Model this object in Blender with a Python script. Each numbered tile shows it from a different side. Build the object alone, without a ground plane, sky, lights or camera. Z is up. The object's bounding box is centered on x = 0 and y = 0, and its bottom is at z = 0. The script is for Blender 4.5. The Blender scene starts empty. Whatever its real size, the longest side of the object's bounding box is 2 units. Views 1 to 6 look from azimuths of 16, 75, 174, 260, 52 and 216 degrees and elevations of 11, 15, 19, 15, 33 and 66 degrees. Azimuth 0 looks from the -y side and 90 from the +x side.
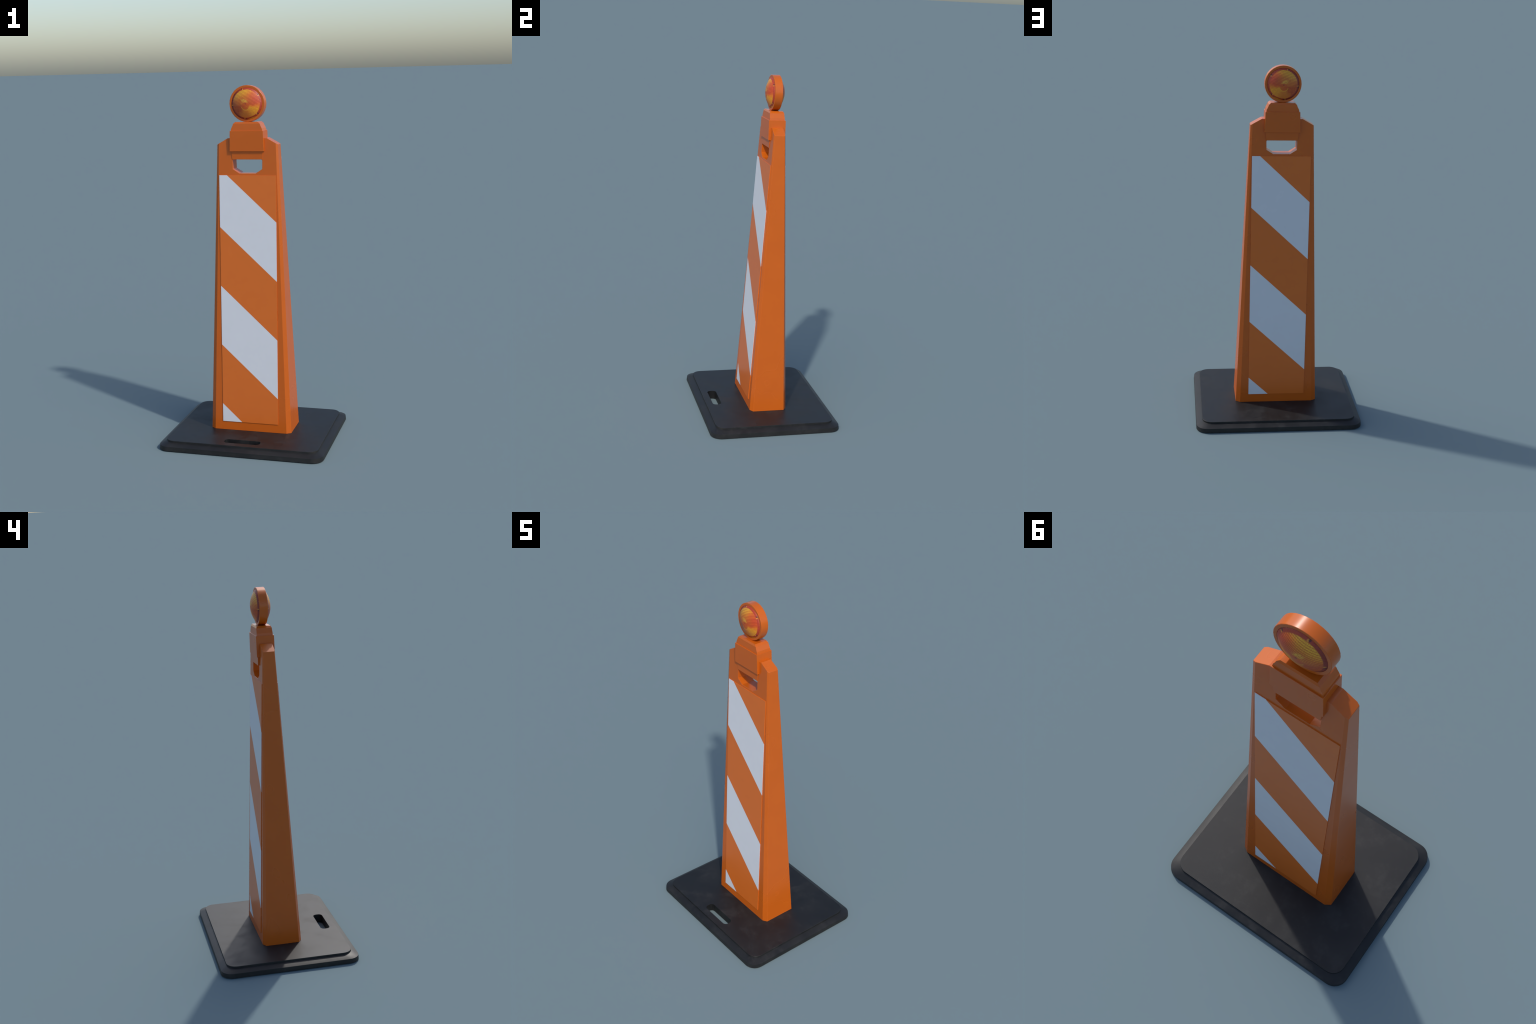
# Striped traffic channelizer panel with warning lamp on a rubber foot.
import bpy, bmesh, math
from mathutils import Vector, Matrix

YC = 0.001            # the tower stands 1 mm behind the middle of the foot
LAMP_Y, LAMP_Z = 0.0034, 1.9005
LAMP_R, LENS_R = 0.0995, 0.0868


# ------------------------------------------------------------------ materials
class Nodes:
    """Small helper that wires shader nodes together."""
    def __init__(self, name):
        self.mat = bpy.data.materials.new(name)
        self.mat.use_nodes = True
        self.t = self.mat.node_tree
        self.bsdf = self.t.nodes["Principled BSDF"]

    def new(self, kind, **props):
        n = self.t.nodes.new(kind)
        for k, v in props.items():
            setattr(n, k, v)
        return n

    def put(self, sock, val):
        if hasattr(val, "is_output"):
            self.t.links.new(val, sock)
        elif val is not None:
            sock.default_value = val

    def math(self, op, a, b=None, c=None, clamp=False):
        n = self.new("ShaderNodeMath", operation=op, use_clamp=clamp)
        for i, v in enumerate((a, b, c)):
            self.put(n.inputs[i], v)
        return n.outputs[0]

    def step(self, v, lo, hi):
        n = self.new("ShaderNodeMapRange", interpolation_type='SMOOTHSTEP')
        for i, x in enumerate((v, lo, hi)):
            self.put(n.inputs[i], x)
        return n.outputs[0]

    def mix(self, f, a, b, blend='MIX'):
        n = self.new("ShaderNodeMix", data_type='RGBA', blend_type=blend)
        self.put(n.inputs[0], f)
        self.put(n.inputs[6], a if hasattr(a, "is_output") else (*a, 1))
        self.put(n.inputs[7], b if hasattr(b, "is_output") else (*b, 1))
        return n.outputs[2]

    def noise(self, vec, scale, detail=3, rough=0.55):
        n = self.new("ShaderNodeTexNoise")
        self.put(n.inputs["Vector"], vec)
        n.inputs["Scale"].default_value = scale
        n.inputs["Detail"].default_value = detail
        n.inputs["Roughness"].default_value = rough
        return n.outputs[0]

    def coords(self):
        return self.new("ShaderNodeTexCoord").outputs["Object"]

    def bump(self, height, strength, dist):
        n = self.new("ShaderNodeBump")
        n.inputs["Strength"].default_value = strength
        n.inputs["Distance"].default_value = dist
        self.put(n.inputs["Height"], height)
        self.put(self.bsdf.inputs["Normal"], n.outputs[0])

    def finish(self, color, rough, spec=0.5):
        self.put(self.bsdf.inputs["Base Color"], color)
        self.put(self.bsdf.inputs["Roughness"], rough)
        self.bsdf.inputs["Specular IOR Level"].default_value = spec
        return self.mat


def orange_plastic():
    m = Nodes("orange_plastic")
    co = m.coords()
    patch = m.noise(co, 9, 3)
    col = m.mix(patch, (0.53, 0.104, 0.0060), (0.58, 0.118, 0.0075))
    rough = m.math('MULTIPLY_ADD', m.noise(co, 6, 1), 0.05, 0.255)
    return m.finish(col, rough)


def sheeting(name, dark, light, rough):
    m = Nodes(name)
    co = m.coords()
    grain = m.noise(co, 700, 2)
    patch = m.noise(co, 16, 4)
    f = m.math('MULTIPLY_ADD', grain, 0.5, m.math('MULTIPLY', patch, 0.5))
    m.bump(grain, 0.06, 0.0015)
    return m.finish(m.mix(f, dark, light), rough)


def black_rubber():
    m = Nodes("black_rubber")
    co = m.coords()
    cloud = m.step(m.noise(co, 7, 6, 0.65), 0.38, 0.72)
    smear = m.step(m.noise(co, 13, 6, 0.7), 0.48, 0.70)
    col = m.mix(cloud, (0.0110, 0.0112, 0.0116), (0.0165, 0.0163, 0.0163))
    col = m.mix(m.math('MULTIPLY', smear, 0.7), col, (0.028, 0.0275, 0.027))
    rough = m.math('MULTIPLY_ADD', m.math('ADD', cloud, smear), 0.075, 0.465)
    m.bump(m.noise(co, 220, 3), 0.08, 0.002)
    return m.finish(col, rough, 0.39)


def amber_lens():
    """Moulded amber lens: hue runs round the middle, prism grid, red rim."""
    m = Nodes("amber_lens")
    sep = m.new("ShaderNodeSeparateXYZ")
    m.put(sep.inputs[0], m.coords())
    u = m.math('DIVIDE', sep.outputs[0], LENS_R)
    w = m.math('DIVIDE', sep.outputs[2], LENS_R)
    r = m.math('SQRT', m.math('ADD', m.math('MULTIPLY', u, u), m.math('MULTIPLY', w, w)))
    flat = m.new("ShaderNodeCombineXYZ")
    m.put(flat.inputs[0], u)
    m.put(flat.inputs[1], w)
    flat = flat.outputs[0]
    soft = m.noise(flat, 3.0, 3)

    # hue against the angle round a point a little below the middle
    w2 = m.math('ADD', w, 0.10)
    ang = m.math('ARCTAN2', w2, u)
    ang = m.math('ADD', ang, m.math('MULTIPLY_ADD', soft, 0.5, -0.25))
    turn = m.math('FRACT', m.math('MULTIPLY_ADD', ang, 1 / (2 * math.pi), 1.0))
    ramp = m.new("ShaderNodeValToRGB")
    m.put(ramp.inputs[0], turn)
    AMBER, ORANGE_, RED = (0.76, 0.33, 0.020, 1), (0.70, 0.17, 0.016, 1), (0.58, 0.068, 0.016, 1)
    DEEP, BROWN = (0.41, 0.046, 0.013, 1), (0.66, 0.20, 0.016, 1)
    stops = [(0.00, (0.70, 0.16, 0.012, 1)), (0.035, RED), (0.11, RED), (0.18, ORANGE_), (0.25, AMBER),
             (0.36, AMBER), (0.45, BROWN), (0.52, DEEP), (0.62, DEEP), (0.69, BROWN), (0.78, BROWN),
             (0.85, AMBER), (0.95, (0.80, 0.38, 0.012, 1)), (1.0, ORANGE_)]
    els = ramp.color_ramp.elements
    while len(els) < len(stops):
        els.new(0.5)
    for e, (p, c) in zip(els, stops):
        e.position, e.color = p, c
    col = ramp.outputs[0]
    # towards the middle the upper half is brownish red
    mid = m.math('MULTIPLY', m.step(r, 0.72, 0.30), m.step(w, -0.15, 0.15))
    col = m.mix(m.math('MULTIPLY', mid, 0.65), col, (0.56, 0.13, 0.014))
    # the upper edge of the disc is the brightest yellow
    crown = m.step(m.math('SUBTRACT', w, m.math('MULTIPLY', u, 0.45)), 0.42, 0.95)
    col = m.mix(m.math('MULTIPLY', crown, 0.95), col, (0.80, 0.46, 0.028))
    # mottled, with fine streaks running outward in the lower half
    polar = m.new("ShaderNodeCombineXYZ")
    m.put(polar.inputs[0], m.math('MULTIPLY', ang, 9.0))
    m.put(polar.inputs[1], m.math('MULTIPLY', r, 3.0))
    streak = m.step(m.noise(polar.outputs[0], 2.2, 3), 0.35, 0.68)
    streak = m.math('MULTIPLY', streak, m.math('MULTIPLY_ADD', m.step(w, 0.1, -0.2), 0.45, 0.15))
    col = m.mix(streak, col, (0.64, 0.16, 0.013))
    blotch = m.step(m.noise(flat, 22, 3), 0.42, 0.68)
    col = m.mix(m.math('MULTIPLY', blotch, 0.5), col, (0.58, 0.11, 0.013))

    # prism grid, turned by 12 degrees
    rot = m.new("ShaderNodeMapping")
    m.put(rot.inputs[0], flat)
    rot.inputs["Rotation"].default_value = (0, 0, -math.radians(12))
    rs = m.new("ShaderNodeSeparateXYZ")
    m.put(rs.inputs[0], rot.outputs[0])
    gx = m.math('SINE', m.math('MULTIPLY', rs.outputs[0], 2 * math.pi / 0.078))
    gy = m.math('SINE', m.math('MULTIPLY', rs.outputs[1], 2 * math.pi / 0.084))
    rows = m.step(gy, -0.2, 0.9)
    cols = m.step(gx, 0.0, 1.0)
    upper = m.step(w, -0.35, 0.10)
    grid = m.math('MAXIMUM', rows, m.math('MULTIPLY', cols, 0.4))
    grid = m.math('MULTIPLY', grid, m.math('MULTIPLY_ADD', upper, 0.52, 0.18))
    col = m.mix(grid, col, m.mix(1.0, col, (0.66, 0.30, 0.5), 'MULTIPLY'))

    # hub below the middle with a yellow highlight painted as a crescent above, arc below
    hw = m.math('ADD', w, 0.13)
    hr = m.math('SQRT', m.math('ADD', m.math('MULTIPLY', u, u), m.math('MULTIPLY', hw, hw)))
    arc = m.math('MULTIPLY', m.step(hr, 0.31, 0.27), m.step(hr, 0.22, 0.26))
    lower_arc = m.math('MULTIPLY', arc, m.step(hw, 0.0, -0.12))
    col = m.mix(m.math('MULTIPLY', lower_arc, 0.7), col, (0.72, 0.33, 0.02))
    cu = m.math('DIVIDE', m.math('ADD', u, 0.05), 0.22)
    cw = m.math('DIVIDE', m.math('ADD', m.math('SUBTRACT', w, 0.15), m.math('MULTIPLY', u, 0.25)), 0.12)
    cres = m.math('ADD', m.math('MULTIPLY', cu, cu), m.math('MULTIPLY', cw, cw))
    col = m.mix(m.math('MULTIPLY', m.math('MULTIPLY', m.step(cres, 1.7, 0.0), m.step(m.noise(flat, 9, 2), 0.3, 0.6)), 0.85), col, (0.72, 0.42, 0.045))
    hub = m.step(hr, 0.28, 0.18)
    col = m.mix(m.math('MULTIPLY', hub, 0.85), col, (0.54, 0.085, 0.010))
    dot = m.step(m.math('SQRT', m.math('ADD', m.math('MULTIPLY', u, u), m.math('MULTIPLY', w, w))), 0.06, 0.02)
    col = m.mix(m.math('MULTIPLY', dot, 0.7), col, (0.14, 0.02, 0.02))

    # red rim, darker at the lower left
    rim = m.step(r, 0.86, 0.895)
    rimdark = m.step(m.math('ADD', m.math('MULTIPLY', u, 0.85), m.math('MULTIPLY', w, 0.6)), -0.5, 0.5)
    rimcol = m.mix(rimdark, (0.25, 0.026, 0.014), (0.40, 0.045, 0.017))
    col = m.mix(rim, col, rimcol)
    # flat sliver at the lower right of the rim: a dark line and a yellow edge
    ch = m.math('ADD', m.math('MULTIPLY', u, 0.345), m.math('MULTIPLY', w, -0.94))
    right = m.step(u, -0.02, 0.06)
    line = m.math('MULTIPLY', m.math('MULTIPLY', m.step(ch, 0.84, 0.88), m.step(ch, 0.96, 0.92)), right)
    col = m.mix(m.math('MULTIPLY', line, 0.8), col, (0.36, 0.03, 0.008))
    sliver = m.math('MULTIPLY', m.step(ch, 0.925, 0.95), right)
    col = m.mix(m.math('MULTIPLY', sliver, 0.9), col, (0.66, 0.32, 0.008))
    # small fixing lugs on the rim
    for a in (109, 37, 190, 319, 266):
        lu, lw = 0.95 * math.cos(math.radians(a)), 0.95 * math.sin(math.radians(a))
        tu, tw = lu + 0.055 * math.sin(math.radians(a)), lw - 0.055 * math.cos(math.radians(a))
        for (pu, pw, c, k) in ((tu * 0.97, tw * 0.97, (0.72, 0.30, 0.03), 0.75), (lu, lw, (0.07, 0.012, 0.02), 0.85)):
            du, dw = m.math('SUBTRACT', u, pu), m.math('SUBTRACT', w, pw)
            d = m.math('SQRT', m.math('ADD', m.math('MULTIPLY', du, du), m.math('MULTIPLY', dw, dw)))
            col = m.mix(m.math('MULTIPLY', m.step(d, 0.06, 0.03), k), col, c)
    m.bump(m.math('MULTIPLY', grid, -1.0), 0.35, 0.002)
    return m.finish(col, 0.42)


# ------------------------------------------------------------------- geometry
def obj_from_bm(bm, name, mat, parent, loc=(0, 0, 0)):
    bmesh.ops.recalc_face_normals(bm, faces=bm.faces[:])
    me = bpy.data.meshes.new(name)
    bm.to_mesh(me)
    bm.free()
    ob = bpy.data.objects.new(name, me)
    bpy.context.scene.collection.objects.link(ob)
    me.materials.append(mat)
    ob.parent = parent
    ob.location = loc
    return ob


def shade(ob, angle=35):
    for p in ob.data.polygons:
        p.use_smooth = True
    ob.data.set_sharp_from_angle(angle=math.radians(angle))


def apply_mods(ob):
    dg = bpy.context.evaluated_depsgraph_get()
    me = bpy.data.meshes.new_from_object(ob.evaluated_get(dg))
    old = ob.data
    ob.modifiers.clear()
    ob.data = me
    me.name = old.name
    bpy.data.meshes.remove(old)


def bevel(ob, width, segs=2, angle=32):
    b = ob.modifiers.new("bevel", 'BEVEL')
    b.width, b.segments = width, segs
    b.limit_method, b.angle_limit = 'ANGLE', math.radians(angle)
    b.harden_normals = False
    apply_mods(ob)
    shade(ob, 3)


def loft(rings, cap=True):
    """Closed cross-sections, listed from bottom to top."""
    bm = bmesh.new()
    vs = [[bm.verts.new(p) for p in ring] for ring in rings]
    n = len(vs[0])
    for a, b in zip(vs, vs[1:]):
        for i in range(n):
            bm.faces.new((a[i], a[(i + 1) % n], b[(i + 1) % n], b[i]))
    if cap:
        bm.faces.new(vs[0][::-1])
        bm.faces.new(vs[-1])
    return bm


def rect(z, hx, hy):
    return [(-hx, -hy, z), (hx, -hy, z), (hx, hy, z), (-hx, hy, z)]


def rounded_rect(z, hx, hy, r, segs=8):
    pts = []
    for cx, cy, a0 in ((1, -1, -90), (1, 1, 0), (-1, 1, 90), (-1, -1, 180)):
        for i in range(segs + 1):
            a = math.radians(a0 + 90 * i / segs)
            pts.append((cx * (hx - r) + r * math.cos(a), cy * (hy - r) + r * math.sin(a), z))
    return pts


def cut(ob, cutter):
    m = ob.modifiers.new("cut", 'BOOLEAN')
    m.operation, m.object, m.solver = 'DIFFERENCE', cutter, 'EXACT'
    apply_mods(ob)
    bpy.data.objects.remove(cutter, do_unlink=True)


def prism(outline, axis, lo, hi):
    """Extrude a 2D outline along x, y or z."""
    def p(a, b, t):
        return {'y': (a, t, b), 'z': (a, b, t), 'x': (t, a, b)}[axis]
    return loft([[p(a, b, lo) for a, b in outline], [p(a, b, hi) for a, b in outline]])


# ------------------------------------------------------------------ the thing
ORANGE, RUBBER, LENS = orange_plastic(), black_rubber(), amber_lens()
WHITE = sheeting("white_reflective_sheeting", (0.645, 0.65, 0.685), (0.725, 0.73, 0.765), 0.36)
FLUOR = sheeting("orange_reflective_sheeting", (0.63, 0.138, 0.016), (0.72, 0.166, 0.021), 0.30)

root = bpy.data.objects.new("traffic_channelizer", None)
bpy.context.scene.collection.objects.link(root)
root["label"] = "tall orange and white striped traffic channelizer with warning lamp"
root["category"] = "traffic barrier"

# --- rubber foot: low wall, sloped shoulder, small step up to the top plate
HX, HY = 0.4715, 0.3825
foot = obj_from_bm(loft([
    rounded_rect(0.0000, HX - 0.002, HY - 0.002, 0.062),
    rounded_rect(0.0020, HX, HY, 0.063),
    rounded_rect(0.0255, HX - 0.002, HY - 0.002, 0.062),
    rounded_rect(0.0397, 0.4380, 0.3490, 0.055),
    rounded_rect(0.0400, 0.4365, 0.3475, 0.055),
    rounded_rect(0.0494, 0.4360, 0.3470, 0.055),
    rounded_rect(0.0500, 0.4353, 0.3463, 0.0545),
]), "base_plate", RUBBER, root)
slot = [(x, y - 0.281) for x, y, _ in rounded_rect(0, 0.1035, 0.0268, 0.0215, 6)]
cut(foot, obj_from_bm(prism(slot, 'z', -0.02, 0.08), "slot_cutter", RUBBER, None))
shade(foot, 14)

# --- body: tapering eight-sided column with sloped shoulders and a hand hole
BOT = dict(z=0.050, fx=0.2105, fy=0.1096, sx=0.2355, sy=0.0931)
TOP = dict(z=1.680, fx=0.1620, fy=0.0331, sx=0.1732, sy=0.0286)


def body_at(z):
    t = (z - BOT['z']) / (TOP['z'] - BOT['z'])
    return {k: BOT[k] + t * (TOP[k] - BOT[k]) for k in ('fx', 'fy', 'sx', 'sy')}


def octagon(z):
    s = body_at(z)
    fx, fy, sx, sy = s['fx'], s['fy'], s['sx'], s['sy']
    return [(-fx, -fy, z), (fx, -fy, z), (sx, -sy, z), (sx, sy, z),
            (fx, fy, z), (-fx, fy, z), (-sx, sy, z), (-sx, -sy, z)]


bm = loft([octagon(0.050), octagon(1.76)])
APEX_X, APEX_Z, SHOULDER_X, SHOULDER_Z = 0.1115, 1.7135, 0.173, 1.679
slope = math.atan2(APEX_Z - SHOULDER_Z, SHOULDER_X - APEX_X)
for no, co in (((0, 0, 1), (0, 0, APEX_Z)),
               ((math.sin(slope), 0, math.cos(slope)), (APEX_X, 0, APEX_Z)),
               ((-math.sin(slope), 0, math.cos(slope)), (-APEX_X, 0, APEX_Z))):
    geom = bm.verts[:] + bm.edges[:] + bm.faces[:]
    bmesh.ops.bisect_plane(bm, geom=geom, plane_co=co, plane_no=no, clear_outer=True)
    bmesh.ops.holes_fill(bm, edges=[e for e in bm.edges if e.is_boundary])
body = obj_from_bm(bm, "body_shell", ORANGE, root, (0, YC, 0))
HOLE_TOP = 1.5975
hole = [(-0.0465, 1.5205), (0.0465, 1.5205), (0.0838, 1.5440), (0.0848, 1.5920), (0.0800, HOLE_TOP),
        (-0.0800, HOLE_TOP), (-0.0848, 1.5920), (-0.0838, 1.5440)]
cutter = obj_from_bm(prism(hole, 'y', -0.2, 0.2), "hole_cutter", ORANGE, None)
bpy.context.view_layer.update()
cut(body, cutter)
bevel(body, 0.0010, 1)

# --- reflective panels on both faces, each with its diagonal sheeting bands
P_HX, P_LO, P_HI = 0.1625, 0.1003, 1.5098
BAND_SLOPE = -0.92
BAND_EDGES = (1.401, 1.071, 0.738, 0.400, 0.055)        # height at x = 0
tilt = (BOT['fy'] - TOP['fy']) / (TOP['z'] - BOT['z'])


def face_y(z, proud):
    return -(body_at(z)['fy'] + proud)


def clip(poly, f):
    """Keep the part of a polygon where f >= 0 (f is linear)."""
    out = []
    for a, b in zip(poly, poly[1:] + poly[:1]):
        fa, fb = f(a), f(b)
        if fa >= 0:
            out.append(a)
        if fa * fb < 0:
            t = fa / (fa - fb)
            out.append((a[0] + t * (b[0] - a[0]), a[1] + t * (b[1] - a[1])))
    return out


def slab(outline, lo, hi):
    return loft([[(x, face_y(z, lo), z) for x, z in outline],
                 [(x, face_y(z, hi), z) for x, z in outline]])


frame = [(-P_HX, P_LO), (P_HX, P_LO), (P_HX, P_HI), (-P_HX, P_HI)]
panel = obj_from_bm(slab(frame, -0.001, 0.0018), "reflective_panel", FLUOR, root, (0, YC, 0))
bands = []
limits = (3.0,) + BAND_EDGES + (-3.0,)
for i, (hi, lo) in enumerate(zip(limits, limits[1:])):
    poly = clip(frame, lambda p: hi + BAND_SLOPE * p[0] - p[1])
    poly = clip(poly, lambda p: p[1] - lo - BAND_SLOPE * p[0])
    white = i % 2 == 1
    bands.append(obj_from_bm(slab(poly, 0.0018, 0.0032), "white_band" if white else "orange_band",
                             WHITE if white else FLUOR, panel))
back = panel.copy()
bpy.context.scene.collection.objects.link(back)
back.rotation_euler = (0, 0, math.pi)
for b in bands:
    c = b.copy()
    bpy.context.scene.collection.objects.link(c)
    c.parent = back

# --- lamp mount: collar that straddles the body, its tongue and its cap
mount = obj_from_bm(loft([rect(1.6420, 0.0982, 0.0487), rect(1.7540, 0.0942, 0.0487)]),
                    "lamp_mount", ORANGE, root, (0, 0.0024, 0))
bevel(mount, 0.0008, 1)
tongue = obj_from_bm(loft([rect(1.5970, 0.0863, 0.0418), rect(1.6450, 0.0917, 0.0418)]),
                     "mount_tongue", ORANGE, mount, (0, 0.0013, 0))
bevel(tongue, 0.0007, 1)
cap = obj_from_bm(loft([rect(1.7530, 0.0903, 0.0436), rect(1.7665, 0.0874, 0.0430),
                        rect(1.7815, 0.0798, 0.0422), rect(1.7920, 0.0760, 0.0416),
                        rect(1.8015, 0.0650, 0.0375)]), "mount_cap", ORANGE, mount)
shade(cap, 12)

# --- warning lamp: round rim with a domed lens on each side
RIM_HALF, SEGS = 0.0222, 32


def lathe(profile, segs, phase=0.0):
    """Turn (radius, y) pairs round the y axis; a zero radius closes the shape."""
    bm = bmesh.new()
    rows = []
    for rad, y in profile:
        if rad == 0:
            rows.append([bm.verts.new((0, y, 0))])
        else:
            rows.append([bm.verts.new((rad * math.cos(2 * math.pi * (i + phase) / segs), y,
                                       rad * math.sin(2 * math.pi * (i + phase) / segs))) for i in range(segs)])
    for a, b in zip(rows, rows[1:]):
        for i in range(segs):
            j = (i + 1) % segs
            if len(b) == 1:
                bm.faces.new((a[i], a[j], b[0]))
            elif len(a) == 1:
                bm.faces.new((a[0], b[j], b[i]))
            else:
                bm.faces.new((a[i], a[j], b[j], b[i]))
    return bm


c = 0.0012
prof = [(0.080, -0.010), (LENS_R, -0.017), (LENS_R + 0.0002, -RIM_HALF), (LAMP_R - c, -RIM_HALF),
        (LAMP_R, -RIM_HALF + c), (LAMP_R, RIM_HALF - c), (LAMP_R - c, RIM_HALF), (LENS_R + 0.0002, RIM_HALF),
        (LENS_R, 0.017), (0.080, 0.010)]
lamp = obj_from_bm(lathe(prof, SEGS), "warning_lamp", ORANGE, root, (0, LAMP_Y, LAMP_Z))
shade(lamp, 40)

DOME_EDGE, DOME_TOP = 0.0214, 0.0530


def dome(side):
    n = 18
    out = [(LENS_R, side * 0.012), (LENS_R, side * DOME_EDGE)]
    for i in range(1, n + 1):
        s = 1 - i / n
        out.append((LENS_R * s, side * (DOME_EDGE + (DOME_TOP - DOME_EDGE) * (1 - s * s) ** 0.92)))
    return out


for side in (-1, 1):
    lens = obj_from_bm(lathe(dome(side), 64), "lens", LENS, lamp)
    if side > 0:
        lens.data.flip_normals() if lens.data.polygons[200].normal.y < 0 else None
    shade(lens, 60)
